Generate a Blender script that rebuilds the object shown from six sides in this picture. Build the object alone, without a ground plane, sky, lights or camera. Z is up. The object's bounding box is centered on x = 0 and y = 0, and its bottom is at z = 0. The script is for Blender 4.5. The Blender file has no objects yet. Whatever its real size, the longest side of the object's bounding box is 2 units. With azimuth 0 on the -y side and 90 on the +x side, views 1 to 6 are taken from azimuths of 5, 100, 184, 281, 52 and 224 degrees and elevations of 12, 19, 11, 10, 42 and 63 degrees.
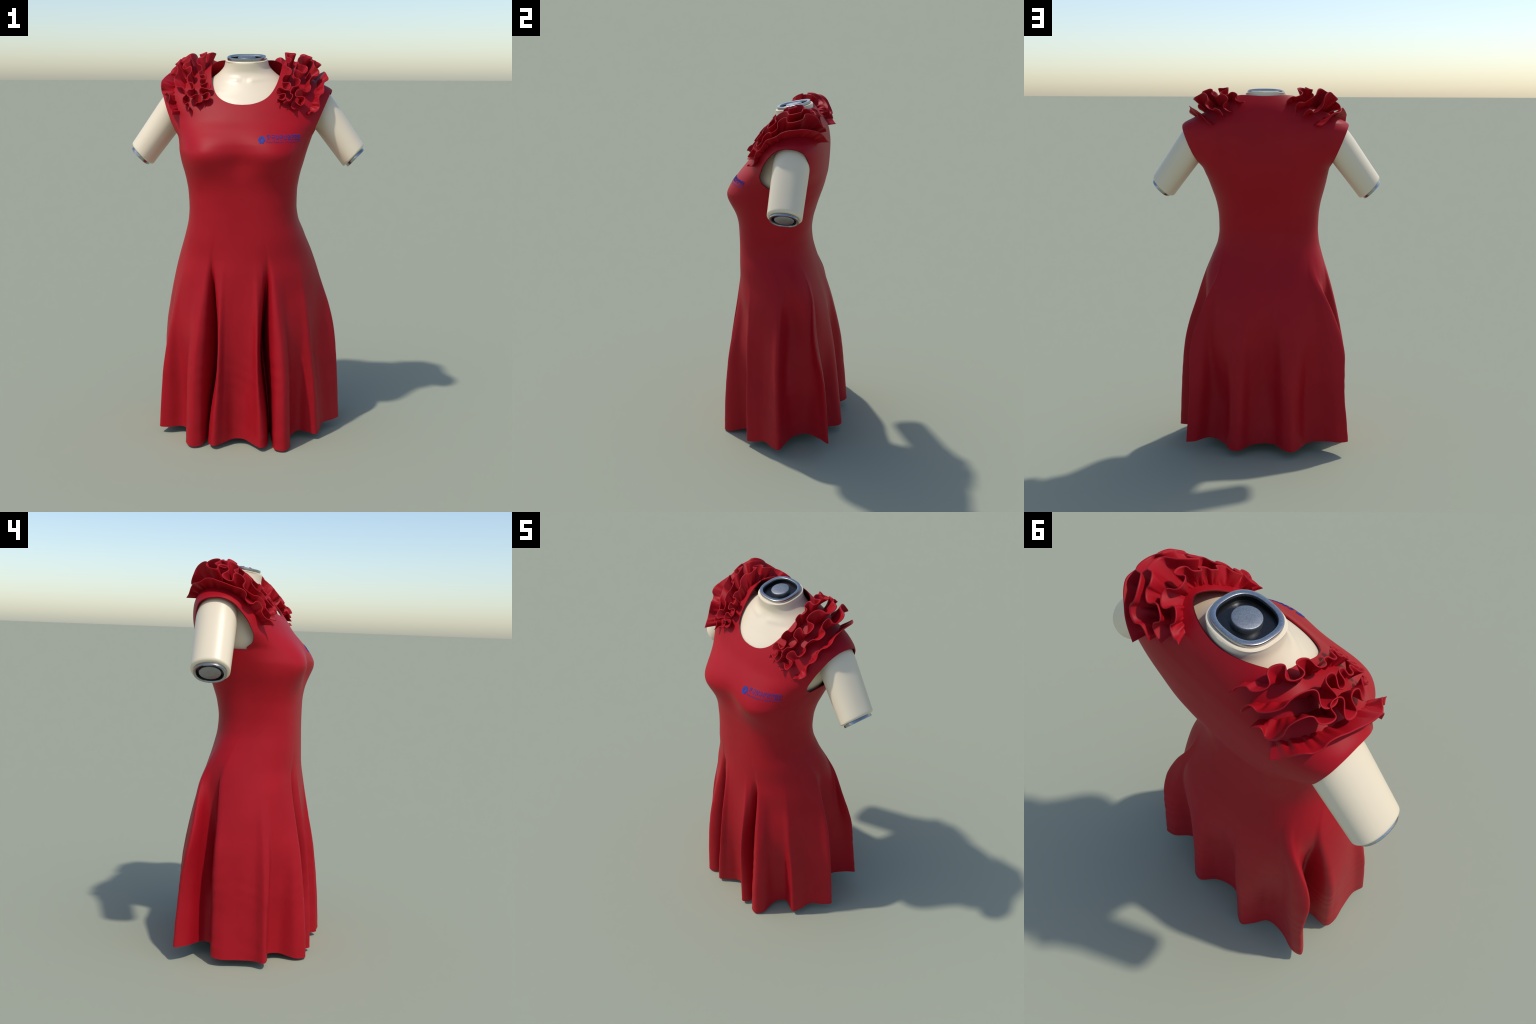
"""A red sleeveless dress with ruffled shoulders on a cream half-mannequin."""
import bpy, bmesh, math
import numpy as np
from mathutils import Vector, Matrix
from mathutils.bvhtree import BVHTree

rng = np.random.default_rng(7)

# ------------------------------------------------------------------ helpers
def hermite(keys, x):
    """Smooth curve through keyed rows [(t, a, b, ...), ...] (monotone slopes)."""
    k = np.array(sorted(map(tuple, keys)), float)
    t, v = k[:, 0], k[:, 1:]
    h = np.diff(t)[:, None]
    d = np.diff(v, axis=0) / h
    m = np.zeros_like(v)
    m[0], m[-1] = d[0], d[-1]
    for i in range(1, len(t) - 1):
        same = d[i - 1] * d[i] > 0
        w1, w2 = 2 * h[i] + h[i - 1], h[i] + 2 * h[i - 1]
        with np.errstate(divide='ignore', invalid='ignore'):
            hm = (w1 + w2) / (w1 / d[i - 1] + w2 / d[i])
        m[i] = np.where(same, hm, 0)
    x = np.clip(np.atleast_1d(np.asarray(x, float)), t[0], t[-1])
    i = np.clip(np.searchsorted(t, x, side='right') - 1, 0, len(t) - 2)
    hh = h[i]
    s = ((x - t[i])[:, None]) / hh
    return ((2 * s**3 - 3 * s**2 + 1) * v[i] + (s**3 - 2 * s**2 + s) * hh * m[i]
            + (-2 * s**3 + 3 * s**2) * v[i + 1] + (s**3 - s**2) * hh * m[i + 1])


def catmull_closed(pts, n_per):
    """Centripetal Catmull-Rom through a closed ring of points."""
    p = np.array(pts, float)
    out = []
    N = len(p)
    for i in range(N):
        p0, p1, p2, p3 = p[i - 1], p[i], p[(i + 1) % N], p[(i + 2) % N]
        def dist(a, b): return max(np.linalg.norm((a - b)[:2]), 1e-4) ** 0.5
        t0 = 0; t1 = t0 + dist(p0, p1); t2 = t1 + dist(p1, p2); t3 = t2 + dist(p2, p3)
        for j in range(n_per):
            t = t1 + (t2 - t1) * j / n_per
            a1 = (t1 - t) / (t1 - t0) * p0 + (t - t0) / (t1 - t0) * p1
            a2 = (t2 - t) / (t2 - t1) * p1 + (t - t1) / (t2 - t1) * p2
            a3 = (t3 - t) / (t3 - t2) * p2 + (t - t2) / (t3 - t2) * p3
            b1 = (t2 - t) / (t2 - t0) * a1 + (t - t0) / (t2 - t0) * a2
            b2 = (t3 - t) / (t3 - t1) * a2 + (t - t1) / (t3 - t1) * a3
            out.append((t2 - t) / (t2 - t1) * b1 + (t - t1) / (t2 - t1) * b2)
    return np.array(out)


def spline_open(pts, n):
    """Open Catmull-Rom, resampled evenly by arc length."""
    p = np.array(pts, float)
    p = np.vstack([2 * p[0] - p[1], p, 2 * p[-1] - p[-2]])
    out = []
    for i in range(1, len(p) - 2):
        for s in np.linspace(0, 1, 24, endpoint=False):
            out.append(0.5 * ((2 * p[i]) + (-p[i - 1] + p[i + 1]) * s
                       + (2 * p[i - 1] - 5 * p[i] + 4 * p[i + 1] - p[i + 2]) * s * s
                       + (-p[i - 1] + 3 * p[i] - 3 * p[i + 1] + p[i + 2]) * s**3))
    out.append(p[-2])
    out = np.array(out)
    L = np.r_[0, np.cumsum(np.linalg.norm(np.diff(out, axis=0), axis=1))]
    q = np.linspace(0, L[-1], n)
    return np.stack([np.interp(q, L, out[:, k]) for k in range(out.shape[1])], 1)


def new_object(name, mesh, parent=None, mat=None, smooth=True):
    ob = bpy.data.objects.new(name, mesh)
    bpy.context.scene.collection.objects.link(ob)
    if parent is not None:
        ob.parent = parent
    if mat is not None:
        mesh.materials.append(mat)
    if smooth:
        mesh.polygons.foreach_set("use_smooth", [True] * len(mesh.polygons))
    return ob


def mesh_from(name, verts, faces):
    me = bpy.data.meshes.new(name)
    me.from_pydata([tuple(v) for v in verts], [], [tuple(int(i) for i in f) for f in faces])
    me.update()
    return me


# ------------------------------------------------------------------ materials
def principled(name):
    m = bpy.data.materials.new(name)
    m.use_nodes = True
    nt = m.node_tree
    return m, nt, nt.nodes["Principled BSDF"]


def red_fabric():
    m, nt, b = principled("red_fabric")
    N, L = nt.nodes, nt.links
    tc = N.new("ShaderNodeTexCoord")
    n1 = N.new("ShaderNodeTexNoise"); n1.inputs["Scale"].default_value = 6; n1.inputs["Detail"].default_value = 3
    L.new(tc.outputs["Object"], n1.inputs["Vector"])
    ramp = N.new("ShaderNodeValToRGB")
    ramp.color_ramp.elements[0].position = 0.3; ramp.color_ramp.elements[0].color = (0.350, 0.0050, 0.0120, 1)
    ramp.color_ramp.elements[1].position = 0.7; ramp.color_ramp.elements[1].color = (0.385, 0.0062, 0.0140, 1)
    L.new(n1.outputs["Fac"], ramp.inputs["Fac"])
    L.new(ramp.outputs["Color"], b.inputs["Base Color"])
    n2 = N.new("ShaderNodeTexNoise"); n2.inputs["Scale"].default_value = 420; n2.inputs["Detail"].default_value = 2
    L.new(tc.outputs["Object"], n2.inputs["Vector"])
    bump = N.new("ShaderNodeBump"); bump.inputs["Strength"].default_value = 0.04; bump.inputs["Distance"].default_value = 0.001
    L.new(n2.outputs["Fac"], bump.inputs["Height"])
    L.new(bump.outputs["Normal"], b.inputs["Normal"])
    b.inputs["Roughness"].default_value = 0.5
    b.inputs["Specular IOR Level"].default_value = 0.17
    return m


def cream_plastic():
    m, nt, b = principled("cream_plastic")
    N, L = nt.nodes, nt.links
    tc = N.new("ShaderNodeTexCoord")
    n1 = N.new("ShaderNodeTexNoise"); n1.inputs["Scale"].default_value = 4
    L.new(tc.outputs["Object"], n1.inputs["Vector"])
    ramp = N.new("ShaderNodeValToRGB")
    ramp.color_ramp.elements[0].color = (0.80, 0.665, 0.47, 1)
    ramp.color_ramp.elements[1].color = (0.83, 0.695, 0.50, 1)
    L.new(n1.outputs["Fac"], ramp.inputs["Fac"])
    L.new(ramp.outputs["Color"], b.inputs["Base Color"])
    b.inputs["Roughness"].default_value = 0.38
    return m


def brushed_metal(name, value, rough):
    m, nt, b = principled(name)
    N, L = nt.nodes, nt.links
    tc = N.new("ShaderNodeTexCoord")
    n1 = N.new("ShaderNodeTexNoise"); n1.inputs["Scale"].default_value = 260; n1.inputs["Detail"].default_value = 3
    L.new(tc.outputs["Object"], n1.inputs["Vector"])
    ramp = N.new("ShaderNodeValToRGB")
    ramp.color_ramp.elements[0].position = 0.35; ramp.color_ramp.elements[1].position = 0.65
    ramp.color_ramp.elements[0].color = (value * 0.8, value * 0.81, value * 0.83, 1)
    ramp.color_ramp.elements[1].color = (value * 1.1, value * 1.11, value * 1.13, 1)
    L.new(n1.outputs["Fac"], ramp.inputs["Fac"])
    L.new(ramp.outputs["Color"], b.inputs["Base Color"])
    b.inputs["Metallic"].default_value = 1.0
    b.inputs["Roughness"].default_value = rough
    return m


def blue_print(name, col):
    m, nt, b = principled(name)
    N, L = nt.nodes, nt.links
    tc = N.new("ShaderNodeTexCoord")
    n1 = N.new("ShaderNodeTexNoise"); n1.inputs["Scale"].default_value = 90
    L.new(tc.outputs["Object"], n1.inputs["Vector"])
    mix = N.new("ShaderNodeMix"); mix.data_type = 'RGBA'
    mix.inputs["A"].default_value = (*[c * 0.93 for c in col], 1)
    mix.inputs["B"].default_value = (*[c * 1.05 for c in col], 1)
    L.new(n1.outputs["Fac"], mix.inputs["Factor"])
    L.new(mix.outputs["Result"], b.inputs["Base Color"])
    b.inputs["Roughness"].default_value = 0.6
    b.inputs["Specular IOR Level"].default_value = 0.17
    return m


RED = red_fabric()
CREAM = cream_plastic()
METAL = brushed_metal("brushed_metal", 0.42, 0.28)
GRAINY_METAL = brushed_metal("grainy_metal", 0.36, 0.46)
REFLECTION_DARKENED_METAL = brushed_metal("reflection_darkened_metal", 0.06, 0.3)  # joint metal with the recess's dark reflection put into its base colour
BLUE = blue_print("blue_print", (0.012, 0.045, 0.30))
VIOLET = blue_print("violet_blue_print", (0.035, 0.035, 0.20))

# ------------------------------------------------------------------ dress body
# level: z, half-width -x, half-width +x, y of widest, y front, y back, roundness front, back
DRESS = [
    (0.00, .462, .512, .08, -.360, .362, 2.5, 2.5),
    (0.17, .452, .503, .08, -.350, .352, 2.5, 2.4),
    (0.30, .443, .493, .08, -.338, .342, 2.5, 2.3),
    (0.43, .436, .478, .08, -.326, .331, 2.35, 2.3),
    (0.56, .426, .460, .08, -.311, .317, 2.25, 2.35),
    (0.68, .411, .436, .08, -.294, .299, 2.2, 2.4),
    (0.78, .394, .411, .08, -.278, .280, 2.2, 2.4),
    (0.89, .369, .381, .08, -.260, .251, 2.3, 2.4),
    (0.97, .346, .354, .07, -.248, .226, 2.4, 2.35),
    (1.08, .309, .310, .03, -.241, .197, 2.7, 2.3),
    (1.16, .289, .279, .00, -.238, .181, 2.75, 2.4),
    (1.22, .284, .271, -.01, -.237, .177, 2.75, 2.5),
    (1.30, .287, .273, -.02, -.238, .188, 2.7, 2.6),
    (1.36, .295, .282, -.03, -.243, .206, 2.7, 2.7),
    (1.40, .304, .291, -.03, -.248, .219, 2.7, 2.8),
    (1.44, .315, .303, -.03, -.253, .234, 2.7, 3.0),
    (1.50, .329, .320, -.01, -.262, .256, 2.7, 3.2),
    (1.54, .337, .333, .03, -.254, .267, 2.7, 3.2),
    (1.57, .344, .344, .05, -.240, .275, 2.7, 3.2),
    (1.61, .378, .378, .08, -.212, .280, 2.5, 3.1),
    (1.66, .428, .428, .10, -.170, .283, 2.3, 3.1),
    (1.72, .460, .460, .11, -.130, .285, 2.2, 3.0),
    (1.77, .466, .466, .12, -.092, .282, 2.2, 2.8),
    (1.81, .440, .440, .12, -.056, .277, 2.2, 2.6),
    (1.84, .385, .385, .12, -.026, .269, 2.1, 2.4),
    (1.87, .320, .320, .12,  .002, .260, 2.1, 2.3),
    (1.90, .258, .258, .125, .030, .247, 2.1, 2.2),
    (1.93, .200, .200, .13,  .062, .229, 2.1, 2.2),
    (1.96, .150, .150, .14,  .090, .206, 2.1, 2.2),
    (1.985, .105, .105, .15, .120, .180, 2.0, 2.0),
]


def section(phi, z, table=DRESS):
    """Point on the smooth envelope; phi 0 = front (-y), 90 deg = +x."""
    phi, z = np.broadcast_arrays(np.asarray(phi, float), np.asarray(z, float))
    k = hermite(table, z.ravel()).reshape(z.shape + (-1,))
    wl, wr, ys, yf, yb, nf, nb = [k[..., i] for i in range(7)]
    s, c = np.sin(phi), np.cos(phi)
    w = np.where(s >= 0, wr, wl)
    front = c >= 0
    d = np.where(front, ys - yf, yb - ys)
    n = np.where(front, nf, nb)
    r = ((np.abs(s) / w) ** n + (np.abs(c) / d) ** n) ** (-1 / n)
    return r * s, ys - r * c


# hem ring: x, y, z, height where the fold begins, growth exponent, mid-height bulge (+ out, - in)
HEM = [
    (.020, -.285, .030, .95, 0.9, .035), (.075, -.325, .020, .95, 0.9, .012), (.118, -.366, .022, .95, 0.8, .0),
    (.147, -.340, .020, .95, 0.8, -.035), (.148, -.180, .034, .95, 0.8, -.092), (.172, -.300, .012, .95, 0.8, -.078),
    (.190, -.350, .008, .93, 0.8, -.018), (.235, -.360, .006, .93, 0.8, .0), (.264, -.324, .008, .92, 0.8, .012),
    (.262, -.225, .030, .90, 0.9, .045), (.300, -.172, .040, .86, 0.9, .048), (.350, -.182, .038, .86, 0.9, .035),
    (.393, -.189, .030, .86, 0.9, .010), (.412, -.150, .036, .86, 1.0, -.006), (.428, -.080, .050, .86, 1.0, -.008),
    (.482, -.025, .048, .86, 1.0, -.004), (.513, .020, .050, .9, 1.0, .0), (.450, .050, .056, .95, 1.0, -.028),
    (.375, .090, .064, 1.0, 1.1, .032), (.345, .158, .070, 1.0, 1.1, .048), (.390, .247, .066, 1.0, 1.0, .018),
    (.430, .300, .060, 1.05, .9, .018), (.385, .295, .060, 1.0, 1.0, .015), (.305, .232, .060, .9, 1.1, .015),
    (.225, .275, .050, .80, 1.1, .006), (.180, .345, .040, .75, 1.2, .006), (.135, .356, .038, .75, 1.2, .0),
    (.075, .300, .046, .75, 1.2, -.018), (.000, .275, .052, .78, 1.2, -.032), (-.060, .285, .050, .78, 1.2, -.016),
    (-.120, .347, .044, .75, 1.2, .012), (-.165, .366, .044, .75, 1.2, .014), (-.200, .330, .048, .75, 1.2, .016),
    (-.245, .272, .060, .8, 1.2, .0), (-.330, .268, .072, .9, 1.2, .0), (-.430, .295, .078, 1.05, .9, .004),
    (-.470, .280, .080, 1.05, .9, .006), (-.430, .225, .080, 1.0, 1.0, .012), (-.335, .160, .076, 1.0, 1.2, .030),
    (-.350, .112, .066, 1.0, 1.2, -.004), (-.448, .096, .046, .95, 1.0, .026), (-.460, .050, .038, .95, 1.0, .010),
    (-.440, -.040, .036, .9, 1.0, .008), (-.430, -.120, .036, .9, 1.0, .0), (-.442, -.174, .034, .9, 1.0, .0),
    (-.400, -.182, .034, .86, 0.9, .024), (-.320, -.165, .036, .86, 0.9, .045), (-.275, -.215, .030, .88, 0.9, .048),
    (-.277, -.310, .012, .9, 0.8, .014), (-.240, -.354, .008, .92, 0.8, .0), (-.195, -.340, .008, .93, 0.8, -.018),
    (-.175, -.295, .014, .95, 0.8, -.080), (-.153, -.175, .034, .95, 0.8, -.100), (-.160, -.325, .020, .95, 0.8, -.050),
    (-.125, -.361, .020, .95, 0.8, .0), (-.080, -.325, .022, .95, 0.9, .012), (-.030, -.285, .030, .95, 0.9, .035),
]


def monotone(a, gap):
    """Pool-adjacent-violators, then a minimum step, so columns never cross."""
    a = np.asarray(a, float) - gap * np.arange(len(a))
    blocks = [[v, 1] for v in a]
    i = 0
    while i < len(blocks) - 1:
        if blocks[i][0] > blocks[i + 1][0]:
            v0, n0 = blocks[i]; v1, n1 = blocks.pop(i + 1)
            blocks[i] = [(v0 * n0 + v1 * n1) / (n0 + n1), n0 + n1]
            i = max(i - 1, 0)
        else:
            i += 1
    return np.concatenate([[v] * n for v, n in blocks]) + gap * np.arange(len(a))


PER = 7
ring = catmull_closed(HEM, PER)
ctrl_phi = np.unwrap([math.atan2(h[0], .08 - h[1]) for h in HEM])
ctrl_phi = monotone(ctrl_phi, math.radians(1.6))
NC = len(ring)
kk = np.r_[ctrl_phi[-3:] - 2 * math.pi, ctrl_phi, ctrl_phi[:3] + 2 * math.pi]
PHI = hermite(np.c_[np.arange(-3, len(HEM) + 3), kk], np.arange(NC) / PER)[:, 0]
bx, by = section(PHI, np.zeros(NC))
DX, DY = ring[:, 0] - bx, ring[:, 1] - by
ZH, ZS, PW, MID = ring[:, 2], ring[:, 3], ring[:, 4], ring[:, 5]


# seams and hollows that leave the ruled line: hem control, spread, height, height spread, outward, sideways
DRIFT = [(21, 1.2, .68, .22, .015, -.040), (18.2, 1.0, .72, .22, -.045, 0), (16, 1.0, .60, .26, .018, 0),
         (36, 1.2, .66, .22, .006, .040), (38.7, 1.1, .72, .22, -.035, 0), (21, 1.5, .90, .12, .015, 0), (36, 1.5, .90, .12, .015, 0),
         (17.3, 1.2, .85, .12, -.018, 0), (9, 1.5, .75, .15, -.012, 0), (39.3, .8, .45, .2, -.02, -.012)]
SLITS = [i for i, h in enumerate(HEM) if abs(h[0]) < .16 and h[1] > -.19 and h[1] < 0]


def dress_points(zrow):
    z = zrow + ZH * np.clip(1 - zrow / 0.6, 0, 1)
    x, y = section(PHI, np.full(NC, zrow))
    tau = np.clip((ZS + .045 - zrow) / (.62 * PW ** .7), 0, 1)
    g = tau ** 2 * (3 - 2 * tau)
    x = x + DX * g
    y = y + DY * g
    mid = MID * math.exp(-((zrow - .50) / .26) ** 2)
    x = x + mid * np.sin(PHI)
    y = y - mid * np.cos(PHI)
    for k0, kw, z0, zw, out, along in DRIFT:
        d = (np.arange(NC) / PER - k0 + len(HEM) / 2) % len(HEM) - len(HEM) / 2
        wgt = np.exp(-(d / kw) ** 2) * math.exp(-((zrow - z0) / zw) ** 2)
        x = x + wgt * (out * np.sin(PHI) + along * np.cos(PHI))
        y = y + wgt * (-out * np.cos(PHI) + along * np.sin(PHI))
    # the two deep front folds stand open above the hem and close at it
    for k0 in SLITS:
        d = (np.arange(NC) / PER - k0 + len(HEM) / 2) % len(HEM) - len(HEM) / 2
        dt = .024 * np.tanh(d / .8) * np.exp(-(d / 2.2) ** 2) * math.exp(-((zrow - .42) / .28) ** 2)
        x = x + dt * np.cos(PHI)
        y = y + dt * np.sin(PHI)
    # bust
    if 1.2 < zrow < 1.75:
        frontness = np.clip(np.cos(PHI) * 1.6, 0, 1)
        for bxc in (-.175, .175):
            dz = zrow - 1.485
            sz = .090 if dz > 0 else .088
            b = np.exp(-((x - bxc) / .110) ** 2 - (dz / sz) ** 2)
            y = y - .031 * b * frontness
            x = x + .012 * np.sign(bxc) * b * frontness
        y = y + .011 * np.exp(-(x / .065) ** 2 - ((zrow - 1.46) / .07) ** 2) * frontness
    # faint pucker along the fold ridges
    z_w = np.clip((0.8 - zrow) / 0.3, 0, 1)
    pk = 0.0006 * z_w * np.sin(zrow * 62 + 3.1 * np.sin(PHI * 5) + 2 * np.sin(zrow * 17))
    x = x + pk * np.sin(PHI * 9); y = y + pk * np.cos(PHI * 8)
    return np.stack([x, y, z], 1)


rows = np.r_[np.linspace(0, 1.0, 92, endpoint=False), np.linspace(1.0, 1.5, 56, endpoint=False),
             np.linspace(1.5, 1.78, 50, endpoint=False), np.linspace(1.78, 1.985, 66)]
SPLIT_ROW = int(np.argmin(np.abs(rows - 1.0)))
grid = np.stack([dress_points(z) for z in rows])          # rows x cols x 3
NR = len(rows)


def grid_faces(nr, nc):
    return [(r * nc + c, r * nc + (c + 1) % nc, (r + 1) * nc + (c + 1) % nc, (r + 1) * nc + c)
            for r in range(nr - 1) for c in range(nc)]


bm = bmesh.new()
bvs = [bm.verts.new(p) for p in grid.reshape(-1, 3)]
for f in grid_faces(NR, NC):
    bm.faces.new([bvs[i] for i in f])
bm.verts.ensure_lookup_table()
bm.normal_update()
DRESS_BVH = BVHTree.FromBMesh(bm)

# height of the front neckline over half the chest
NECK_U = [(0, 1.736), (.035, 1.738), (.065, 1.744), (.095, 1.755), (.122, 1.772), (.146, 1.800), (.165, 1.840),
          (.178, 1.890), (.186, 1.940), (.196, 2.050)]


def neck_field(p):
    """> 0 inside the neck opening."""
    x, y, z = p
    if abs(x) > .195 or z < 1.70:
        return -1
    front = z - float(hermite(NECK_U, [abs(x)])[0, 0])
    back = (1 - math.sqrt((x / .200) ** 2 + (max(y - .075, 0) / .137) ** 2)) * .14
    return min(front, back)


def arm_field(p):
    """> 0 outside the plane of the arm opening."""
    x, y, z = p
    if z < 1.562:
        return -1
    return abs(x) - (.342 + .42 * (z - 1.57) + .06 * max(0, y - .1))


def cut_away(bm, field):
    val = {v: field(v.co) for v in bm.verts}
    edges = [e for e in bm.edges if val[e.verts[0]] * val[e.verts[1]] < 0]
    new = set()
    for e in edges:
        a, b = e.verts
        fa, fb = val[a], val[b]
        t = fa / (fa - fb)
        t = min(max(t, 0.02), 0.98)
        _, nv = bmesh.utils.edge_split(e, a, t)
        val[nv] = 0.0
        new.add(nv)
    for f in list({f for v in new for f in v.link_faces}):
        cut = [v for v in f.verts if v in new]
        if len(cut) == 2:
            try:
                bmesh.utils.face_split(f, cut[0], cut[1])
            except ValueError:
                pass
    dead = [f for f in bm.faces if sum(val.get(v, 0) for v in f.verts) > 1e-9]
    bmesh.ops.delete(bm, geom=dead, context='FACES')


cut_away(bm, neck_field)
cut_away(bm, arm_field)
bm.normal_update()
bm.verts.index_update()

THICK = 0.006
bm.verts.ensure_lookup_table()
co = np.array([v.co for v in bm.verts]); no = np.array([v.normal for v in bm.verts])
# orient outward
if np.mean(np.sum(no[:, :2] * co[:, :2], 1)) < 0:
    bmesh.ops.reverse_faces(bm, faces=bm.faces); bm.normal_update()
    no = np.array([v.normal for v in bm.verts])
nv = len(co)
allco = np.vstack([co, co - no * THICK])
faces = []
for f in bm.faces:
    ids = [v.index for v in f.verts]
    faces.append(ids)
    faces.append([i + nv for i in reversed(ids)])
for e in bm.edges:
    if len(e.link_faces) == 1:
        l = e.link_loops[0]
        a, b = l.vert.index, l.link_loop_next.vert.index
        faces.append([b, a, a + nv, b + nv])
bm.free()

# ------------------------------------------------------------------ the thing
thing = bpy.data.objects.new("dress_on_mannequin", None)
bpy.context.scene.collection.objects.link(thing)
thing["label"] = "red dress with ruffled shoulders on a cream half mannequin"
thing["category"] = "dress"


def split_normals(ob_name, all_co, all_faces, keep, normals, mat):
    idx = {}
    fs = []
    for f in all_faces:
        if keep(f):
            fs.append([idx.setdefault(i, len(idx)) for i in f])
    vs = [None] * len(idx)
    ns = [None] * len(idx)
    for k, i in idx.items():
        vs[i] = all_co[k]; ns[i] = normals[k]
    me = mesh_from(ob_name, vs, fs)
    ob = new_object(ob_name, me, thing, mat)
    me.normals_split_custom_set_from_vertices([tuple(n) for n in ns])
    return ob


nrm = np.vstack([no, -no])
zsplit = rows[SPLIT_ROW] - 0.004
fz = lambda f: np.mean(allco[f, 2])
skirt = split_normals("skirt", allco, faces, lambda f: fz(f) < rows[SPLIT_ROW], nrm, RED)
bodice = split_normals("bodice", allco, faces, lambda f: fz(f) >= rows[SPLIT_ROW], nrm, RED)

# ------------------------------------------------------------------ ruffles
TIER_IN = [(.118, .232, 1.916), (.172, .182, 1.926), (.212, .135, 1.922), (.222, .088, 1.912), (.216, .035, 1.880),
           (.208, -.020, 1.832), (.200, -.065, 1.790), (.194, -.105, 1.757)]
TIER_OUT = [(.262, .288, 1.815), (.305, .238, 1.840), (.345, .172, 1.852), (.364, .108, 1.850), (.366, .040, 1.815),
            (.355, -.020, 1.765), (.342, -.065, 1.725), (.330, -.100, 1.695)]
# free edge of each strip, back to front
EDGES = [
    [(.100, .280, 1.912), (.165, .235, 1.967), (.215, .175, 1.995), (.235, .110, 1.992), (.228, .030, 1.948), (.215, -.040, 1.885),
     (.200, -.095, 1.820), (.190, -.138, 1.748)],
    [(.163, .288, 1.880), (.236, .257, 1.952), (.294, .194, 1.990), (.314, .120, 1.985), (.300, .030, 1.932), (.270, -.050, 1.860),
     (.235, -.105, 1.800), (.205, -.138, 1.745)],
    [(.205, .305, 1.858), (.290, .276, 1.924), (.348, .212, 1.963), (.370, .130, 1.955), (.358, .030, 1.903), (.325, -.050, 1.830),
     (.290, -.105, 1.770), (.265, -.140, 1.715)],
]
# the outer flap is broader and differs from shoulder to shoulder (wearer's left, right)
FLAP = {
    1: [(.264, .324, 1.812), (.330, .290, 1.862), (.395, .225, 1.900), (.410, .165, 1.896), (.416, .100, 1.889), (.420, .030, 1.872),
        (.412, -.004, 1.842), (.408, -.036, 1.802), (.390, -.058, 1.774), (.390, -.068, 1.742), (.384, -.082, 1.720), (.334, -.130, 1.692)],
    -1: [(.303, .312, 1.808), (.360, .268, 1.854), (.395, .225, 1.876), (.424, .145, 1.891), (.434, .060, 1.874), (.435, -.008, 1.838),
         (.424, -.028, 1.800), (.392, -.080, 1.778), (.380, -.105, 1.735), (.352, -.147, 1.686)],
}
# fraction between the two seam lines, waves, wave size, phase
TIERS = [(0.00, 6.8, .021, 0.3), (0.34, 5.5, .026, 1.9), (0.62, 5.2, .025, 3.6), (1.00, 4.6, .007, 0.8)]


def ruffle(side, k):
    frac, waves, amp, ph = TIERS[k]
    flip = np.array([side, 1, 1])
    NT, NH = 320, 15
    base = spline_open([(np.array(a) * (1 - frac) + np.array(b) * frac) * flip for a, b in zip(TIER_IN, TIER_OUT)], NT)
    shift = np.array(FLAP[side] if k == 3 else EDGES[k])
    if side < 0 and k in (1, 2):
        shift = shift + np.array([.008, 0, -.004])            # this shoulder is fuller behind
    edge = spline_open([e * flip for e in shift], NT)
    for i, p in enumerate(base):
        base[i] = np.array(DRESS_BVH.find_nearest(Vector(p))[0])
    tan = np.gradient(base + edge, axis=0); tan /= np.linalg.norm(tan, axis=1)[:, None]
    up = edge - base
    un = up / np.linalg.norm(up, axis=1)[:, None]
    across = np.cross(tan, un); across /= np.linalg.norm(across, axis=1)[:, None]
    if np.mean(across[:, 0] * side) < 0:
        across = -across                                     # toward the arm
    base = base - un * .006
    t = np.linspace(0, 1, NT)
    seed = rng.uniform(0, 6.28, 8)
    wob = 0.95 * np.sin(2 * np.pi * 1.2 * t + seed[0]) + 0.6 * np.sin(2 * np.pi * 2.3 * t + seed[1])
    ang = 2 * np.pi * waves * (.72 * t + .28 * t * t) + ph + wob + (1.1 if side < 0 else 0)
    end = np.clip(np.minimum(t, 1 - t) / .05, 0, 1)
    a_t = amp * (1 + 0.48 * np.sin(2 * np.pi * 1.7 * t + seed[2])) * (.3 + .7 * end)
    if k == 3:
        a_t = a_t * (.45 + 1.0 * t)                          # outer flap is smooth on top, wavy in front
    reach = 1 + .03 * np.sin(2 * np.pi * 2.6 * t + seed[3]) + .03 * np.sin(ang * .5 + seed[6])
    swell = (.004 if k == 3 else .010) * np.sin(2 * np.pi * 1.9 * t + seed[7])
    fine = np.sin(ang * 2.6 + seed[4]) + .7 * np.sin(ang * 4.1 + seed[5])
    V = []
    for j in range(NH):
        h = j / (NH - 1)
        f = h ** 1.1
        P = (base + up * (h * reach)[:, None]
             + across * ((a_t * f * np.sin(ang) + swell * h * h + .0042 * (1 - h) * min(1, h * 6) * fine)[:, None])
             + tan * ((-0.45 * a_t * f * np.sin(2 * ang))[:, None]))
        V.append(P)
    V = np.stack(V, 1).reshape(-1, 3)
    F = [(i * NH + j, (i + 1) * NH + j, (i + 1) * NH + j + 1, i * NH + j + 1)
         for i in range(NT - 1) for j in range(NH - 1)]
    me = mesh_from("ruffle", V, F)
    ob = new_object("ruffle", me, thing, RED)
    sm = ob.modifiers.new("thickness", 'SOLIDIFY'); sm.thickness = .0034; sm.offset = 0
    return ob


for side in (1, -1):
    for k in range(4):
        ruffle(side, k)

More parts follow.
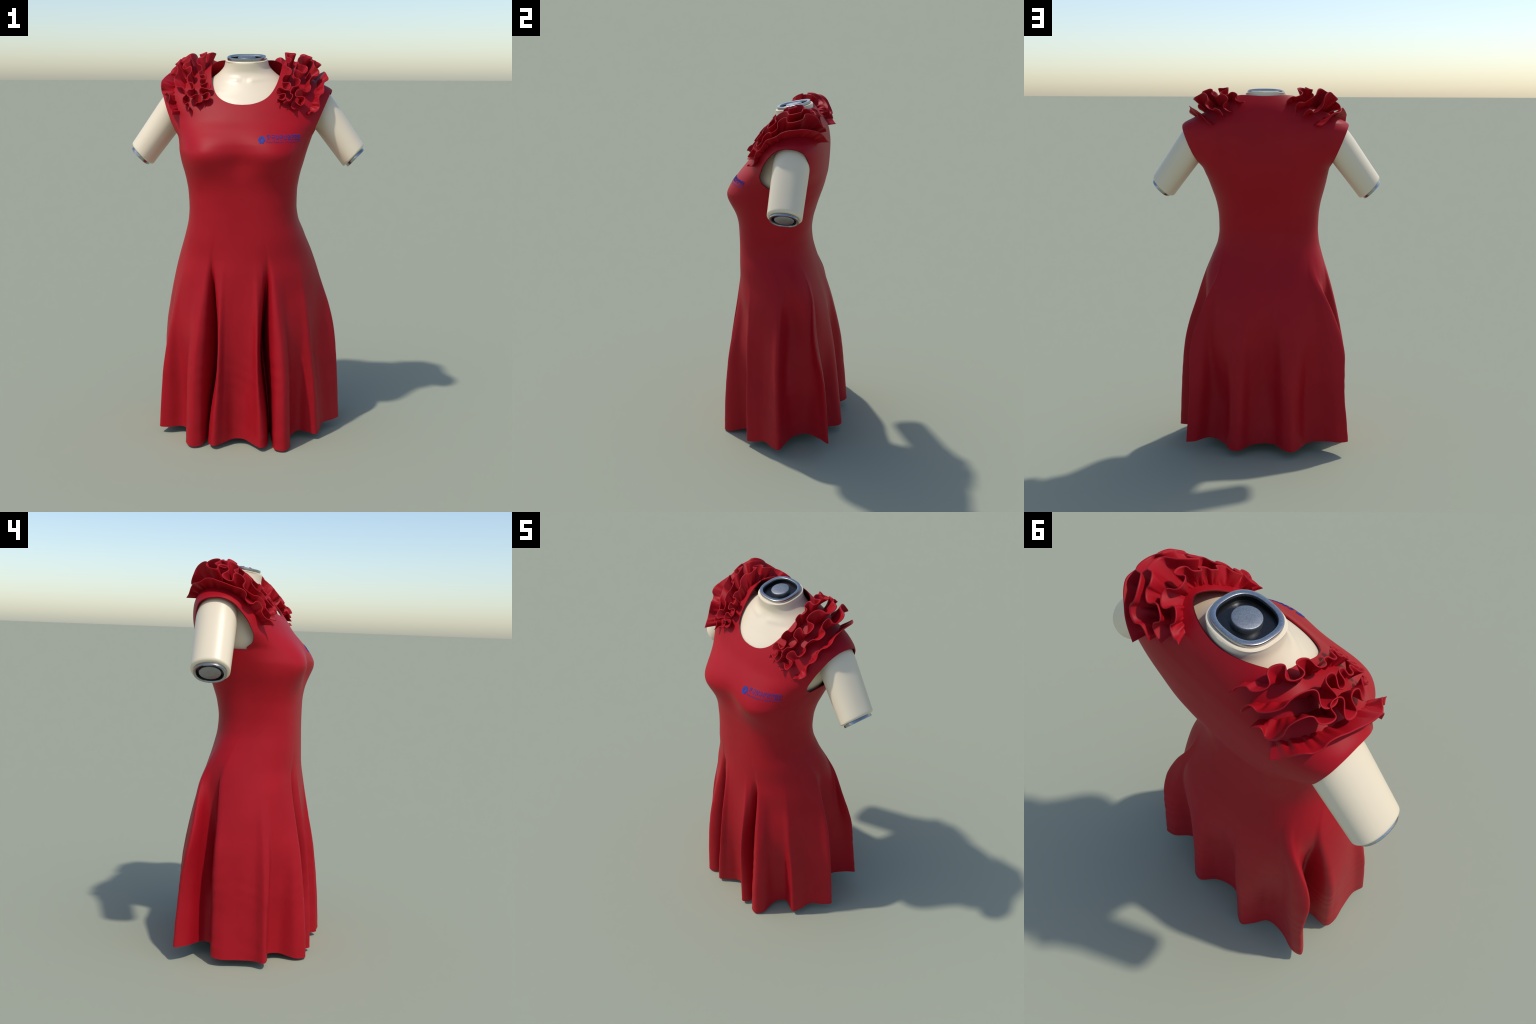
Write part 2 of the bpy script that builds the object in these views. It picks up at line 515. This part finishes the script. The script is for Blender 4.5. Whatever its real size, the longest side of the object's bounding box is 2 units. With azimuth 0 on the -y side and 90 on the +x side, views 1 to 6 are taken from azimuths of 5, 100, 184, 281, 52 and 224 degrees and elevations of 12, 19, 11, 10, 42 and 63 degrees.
# ------------------------------------------------------------------ mannequin bust
BUST = [
    (1.30, .262, .250, .00, -.222, .160, 2.3, 2.1),
    (1.45, .290, .282, .00, -.240, .212, 2.4, 2.1),
    (1.52, .312, .306, .03, -.240, .234, 2.5, 2.2),
    (1.60, .330, .330, .06, -.200, .255, 2.4, 2.3),
    (1.66, .338, .338, .09, -.160, .264, 2.2, 2.4),
    (1.72, .342, .342, .10, -.120, .268, 2.1, 2.4),
    (1.76, .336, .336, .11, -.090, .265, 2.1, 2.3),
    (1.79, .313, .313, .11, -.066, .260, 2.1, 2.2),
    (1.82, .268, .268, .11, -.044, .253, 2.0, 2.1),
    (1.85, .212, .212, .11, -.022, .244, 2.0, 2.1),
    (1.88, .165, .165, .11, -.008, .230, 2.0, 2.1),
    (1.905, .135, .135, .105, -.002, .216, 2.1, 2.1),
    (1.93, .116, .116, .10, -.004, .206, 2.2, 2.2),
    (1.955, .109, .109, .098, -.007, .203, 2.3, 2.3),
]
NECK_C = np.array([0, .098, 1.955]); TILT = math.radians(9.3)


def superellipse(a, b, n, m):
    th = np.linspace(0, 2 * np.pi, m, endpoint=False)
    r = ((np.abs(np.sin(th)) / a) ** n + (np.abs(np.cos(th)) / b) ** n) ** (-1 / n)
    return r * np.sin(th), -r * np.cos(th)


def loft(name, rings, parent, mat, cap_first=False, cap_last=False):
    m = len(rings[0])
    V = np.vstack(rings)
    F = grid_faces(len(rings), m)
    if cap_first: F.append(list(reversed(range(m))))
    if cap_last: F.append(list(range((len(rings) - 1) * m, len(rings) * m)))
    me = mesh_from(name, V, F)
    b = bmesh.new(); b.from_mesh(me); bmesh.ops.recalc_face_normals(b, faces=b.faces); b.to_mesh(me); b.free()
    ob = new_object(name, me, parent, mat)
    me.set_sharp_from_angle(angle=math.radians(38))
    return ob


M = 160
phi = np.linspace(0, 2 * np.pi, M, endpoint=False)
rings = []
for z in np.linspace(1.30, 1.955, 110):
    x, y = section(phi, np.full(M, z), BUST)
    # collar bones and the hollow of the throat
    fr = np.clip(np.cos(phi), 0, 1) ** 2
    y = y - .006 * fr * np.exp(-((z - 1.855 - .10 * np.abs(x)) / .016) ** 2) * np.clip((np.abs(x) - .012) / .03, 0, 1)
    tilt = np.clip((z - 1.84) / .115, 0, 1)
    zz = z + (y - NECK_C[1]) * math.tan(TILT) * tilt
    rings.append(np.stack([x, y, zz], 1))


def neck_ring(sa, sb, h, n=2.6):
    x, y = superellipse(.101 * sa, .095 * sb, n, M)
    return np.stack([x, NECK_C[1] + y * math.cos(TILT) - h * math.sin(TILT),
                     NECK_C[2] + y * math.sin(TILT) + h * math.cos(TILT)], 1)


rings += [neck_ring(1.075, 1.09, .004), neck_ring(1.05, 1.06, .0065), neck_ring(.93, .93, .0070), neck_ring(.92, .92, -.012), neck_ring(.5, .5, -.014)]
bust = loft("torso", rings, thing, CREAM, cap_first=True, cap_last=True)


def cap_part(name, ring_fn, prof, parent, mat, closed_top=True):
    return loft(name, [ring_fn(s, h) for s, h in prof], parent, mat, cap_first=False, cap_last=closed_top)


def fitting(ring_fn, button_fn, parent):
    """Metal joint plate: outer collar, dark recess, round button."""
    cap_part("joint_ring", ring_fn, [(.975, .002), (.985, .012), (.980, .0145), (.965, .0155), (.845, .0155), (.825, .0145),
                                     (.815, .012), (.805, -.008)], parent, METAL, False)
    cap_part("joint_recess", ring_fn, [(.812, .006), (.80, -.0075), (.3, -.007)], parent, REFLECTION_DARKENED_METAL, True)
    cap_part("joint_button", button_fn, [(1.0, -.008), (1.0, .0095), (.96, .0125), (.90, .0135), (.3, .0135)],
             parent, GRAINY_METAL, True)


def neck_button(s, h):
    x, y = superellipse(.046 * s, .046 * s, 2, M)
    return np.stack([x, NECK_C[1] + y * math.cos(TILT) - h * math.sin(TILT),
                     NECK_C[2] + y * math.sin(TILT) + h * math.cos(TILT)], 1)


fitting(lambda s, h: neck_ring(s, s, h + .006), lambda s, h: neck_button(s, h + .006), bust)

# ------------------------------------------------------------------ arms
def make_arm(side):
    A = np.array([.369 * side, .130, 1.731]); E = np.array([.564 * side, .108, 1.467])
    d = (E - A) / np.linalg.norm(E - A)
    L = np.linalg.norm(E - A)
    yv = np.array([0, 1.0, 0]) - d * d[1]; yv /= np.linalg.norm(yv)
    xv = np.cross(yv, d) * side
    def ring_at(s, a, b, n=2.15):
        # sections turn slightly toward the cut plane at the end of the arm
        u, v = superellipse(a, b, n, 96)
        k = -math.radians(10) * min(max((s - .1) / (L - .1), 0), 1) * -side
        xk = xv * math.cos(k) + d * math.sin(k) * side
        dk = d * math.cos(k) - xv * math.sin(k) * side
        return A + d * min(s, L) + dk * max(s - L, 0) + np.outer(u, xk) + np.outer(v, yv)
    prof = [(-.080, .035, .040), (-.072, .052, .060), (-.055, .067, .078), (-.03, .078, .091), (0, .0835, .097), (.05, .084, .098),
            (.10, .0825, .0975), (.18, .080, .096), (.26, .078, .0945), (L - .012, .0770, .0935), (L - .006, .0755, .093),
            (L - .002, .072, .089), (L, .066, .083), (L, .059, .0745), (L - .012, .0585, .074), (L - .013, .03, .04)]
    kk = hermite([(p[0], p[1], p[2]) for p in prof[:10]], np.linspace(-.08, L - .012, 60))
    rr = [ring_at(s, a, b) for s, (a, b) in zip(np.linspace(-.08, L - .012, 60), kk)]
    rr += [ring_at(*p) for p in prof[10:]]
    arm = loft("arm", rr, thing, CREAM, True, True)
    fitting(lambda s, h: ring_at(L + h, .0625 * s, .0795 * s, 2.2),
            lambda s, h: ring_at(L + h, .041 * s, .053 * s, 2.0), arm)
    return arm


make_arm(1)
make_arm(-1)

# ------------------------------------------------------------------ printed emblem and words
def front_point(x, z, lift):
    hit = DRESS_BVH.ray_cast(Vector((x, -2, z)), Vector((0, 1, 0)))
    n = hit[1]
    if n.y > 0: n = -n
    return np.array(hit[0]) + np.array(n) * lift


# walk sideways over the chest at the height of the print, so lengths are measured on the cloth
PX = np.linspace(.06, .318, 240)
row_pts = np.array([front_point(x, 1.572, 0) for x in PX])
ARC = np.r_[0, np.cumsum(np.linalg.norm(np.diff(row_pts, axis=0), axis=1))]


def on_cloth(s, t, lift):
    x = float(np.interp(s, ARC, PX))
    return front_point(x, 1.572 + t, lift)


S0 = float(np.interp(.108, PX, ARC))
S_TXT0 = float(np.interp(.131, PX, ARC)); S_TXT1 = float(np.interp(.291, PX, ARC))


def print_mesh(name, polys, mat):
    """polys: lists of 2D outlines in cloth coordinates -> thin raised print."""
    verts, faces = [], []
    for poly in polys:
        b0 = len(verts)
        n = len(poly)
        for lift in (.0016, -.002):
            verts += [on_cloth(s, t, lift) for s, t in poly]
        faces.append(list(range(b0, b0 + n)))
        faces += [[b0 + i, b0 + n + i, b0 + n + (i + 1) % n, b0 + (i + 1) % n] for i in range(n)]
    me = mesh_from(name, verts, faces)
    b = bmesh.new(); b.from_mesh(me); bmesh.ops.recalc_face_normals(b, faces=b.faces); b.to_mesh(me); b.free()
    return new_object(name, me, thing, mat, smooth=False)


# hexagon ring of three folded bands around a triangular gap
def hex_pt(a, r): return (S0 + r * math.cos(math.radians(a)), r * math.sin(math.radians(a)) * 1.0)


def band(a0):
    """One third of the hexagon, from an outer corner to the next but one."""
    o0, o1, o2 = [hex_pt(a0 - d, .0185) for d in (0, 60, 120)]
    i0, i1 = hex_pt(a0 + 30, .0078), hex_pt(a0 - 90, .0078)
    return [[o0, o1, i0], [o1, i1, i0], [o1, o2, i1]]


print_mesh("emblem", band(60) + band(-60), BLUE)
print_mesh("emblem", band(180), VIOLET)

# Hangul jamo as strokes in a unit box: line (x0,y0,x1,y1) or ring ('o',cx,cy,rx,ry)
JAMO = {
    'h': [(.5, 1, .5, .88), (.05, .82, .95, .82), ('o', .5, .32, .36, .32)],
    'k': [(.05, .9, .9, .9), (.9, .9, .82, 0)],
    's': [(.5, 1, .05, 0), (.5, .65, .95, 0)],
    'ng': [('o', .5, .5, .42, .48)],
    'n': [(.08, 1, .08, .08), (.08, .08, .95, .08)],
    'm': [(.1, .92, .9, .92), (.9, .92, .9, .05), (.9, .05, .1, .05), (.1, .05, .1, .92)],
    'p': [(.1, 1, .1, .05), (.9, 1, .9, .05), (.1, .5, .9, .5), (.1, .05, .9, .05)],
    'a': [(.3, 1, .3, 0), (.3, .5, 1, .5)],
    'eo': [(.75, 1, .75, 0), (.1, .5, .75, .5)],
    'yeo': [(.75, 1, .75, 0), (.05, .68, .75, .68), (.05, .32, .75, .32)],
    'u': [(0, .8, 1, .8), (.5, .8, .5, 0)],
    'yu': [(0, .8, 1, .8), (.3, .8, .3, 0), (.7, .8, .7, 0)],
    'o': [(.5, 1, .5, .2), (0, .1, 1, .1)],
    'i': [(.6, 1, .6, 0)],
}
# each syllable: (jamo, x0, y0, x1, y1) boxes
SYL = [
    [('h', 0, .38, .6, 1), ('a', .62, .34, 1, 1), ('n', .15, 0, .9, .28)],
    [('k', .1, .66, .9, 1), ('u', 0, .34, 1, .56), ('k', .1, 0, .9, .3)],
    [('s', 0, .42, .62, 1), ('eo', .55, .4, 1, 1), ('m', .2, 0, .9, .34)],
    [('ng', .18, .54, .82, 1), ('yu', 0, 0, 1, .46)],
    [('s', 0, .38, .62, 1), ('a', .62, .34, 1, 1), ('n', .15, 0, .9, .28)],
    [('ng', 0, .45, .55, 1), ('eo', .5, .4, 1, 1), ('p', .2, 0, .9, .34)],
    [('ng', 0, .42, .55, 1), ('yeo', .5, .34, 1, 1), ('n', .15, 0, .9, .28)],
    [('h', 0, .42, .6, 1), ('a', .62, .4, 1, 1), ('p', .2, 0, .85, .34)],
    [('h', 0, .36, .7, 1), ('o', 0, .02, .74, .32), ('i', .72, 0, 1, 1)],
]


def stroke(p, q, w):
    p, q = np.array(p), np.array(q)
    d = (q - p) / max(np.linalg.norm(q - p), 1e-6)
    n = np.array([-d[1], d[0]]) * w / 2
    p, q = p - d * w * .3, q + d * w * .3
    return [tuple(p + n), tuple(p - n), tuple(q - n), tuple(q + n)]


def ring_polys(cx, cy, rx, ry, w):
    out = []
    k = 14
    for i in range(k):
        a0, a1 = 2 * math.pi * i / k, 2 * math.pi * (i + 1) / k
        out.append([(cx + (rx + w / 2) * math.cos(a0), cy + (ry + w / 2) * math.sin(a0)),
                    (cx + (rx + w / 2) * math.cos(a1), cy + (ry + w / 2) * math.sin(a1)),
                    (cx + (rx - w / 2) * math.cos(a1), cy + (ry - w / 2) * math.sin(a1)),
                    (cx + (rx - w / 2) * math.cos(a0), cy + (ry - w / 2) * math.sin(a0))])
    return out


pitch = (S_TXT1 - S_TXT0) / len(SYL)
GW, GH, GY, SW = pitch * .88, .0205, .0018, .0015
for k, syl in enumerate(SYL):
    polys = []
    ox = S_TXT0 + pitch * (k + .06)
    for name, x0, y0, x1, y1 in syl:
        X = lambda u: ox + (x0 + (x1 - x0) * u) * GW
        Y = lambda v: GY + (y0 + (y1 - y0) * v) * GH
        for st in JAMO[name]:
            if st[0] == 'o':
                polys += ring_polys(X(st[1]), Y(st[2]), st[3] * (x1 - x0) * GW, st[4] * (y1 - y0) * GH, SW)
            else:
                polys.append(stroke((X(st[0]), Y(st[1])), (X(st[2]), Y(st[3])), SW))
    print_mesh("letter", polys, BLUE)

# small Latin line set in the built-in font, draped on the cloth
cu = bpy.data.curves.new("lettering", 'FONT')
cu.body = "Korea Federation of Textile Industries"
cu.size = 1.0
cu.offset = 0.0
cu.resolution_u = 3
tmp = bpy.data.objects.new("lettering_source", cu)
bpy.context.scene.collection.objects.link(tmp)
dg = bpy.context.evaluated_depsgraph_get()
tm = bpy.data.meshes.new_from_object(tmp.evaluated_get(dg))
tv = np.array([v.co[:2] for v in tm.vertices])
x0, x1 = tv[:, 0].min(), tv[:, 0].max()
capH = 0.73
scy = .0098 / capH
lv = [on_cloth(S_TXT0 + (x - x0) / (x1 - x0) * (S_TXT1 - S_TXT0), -.0135 + y * scy, .0016) for x, y in tv]
lf = [list(p.vertices) for p in tm.polygons]
lme = mesh_from("small_lettering", lv, lf)
bpy.data.objects.remove(tmp)
lo = new_object("small_lettering", lme, thing, VIOLET, smooth=False)
lo["kind"] = "stuff"
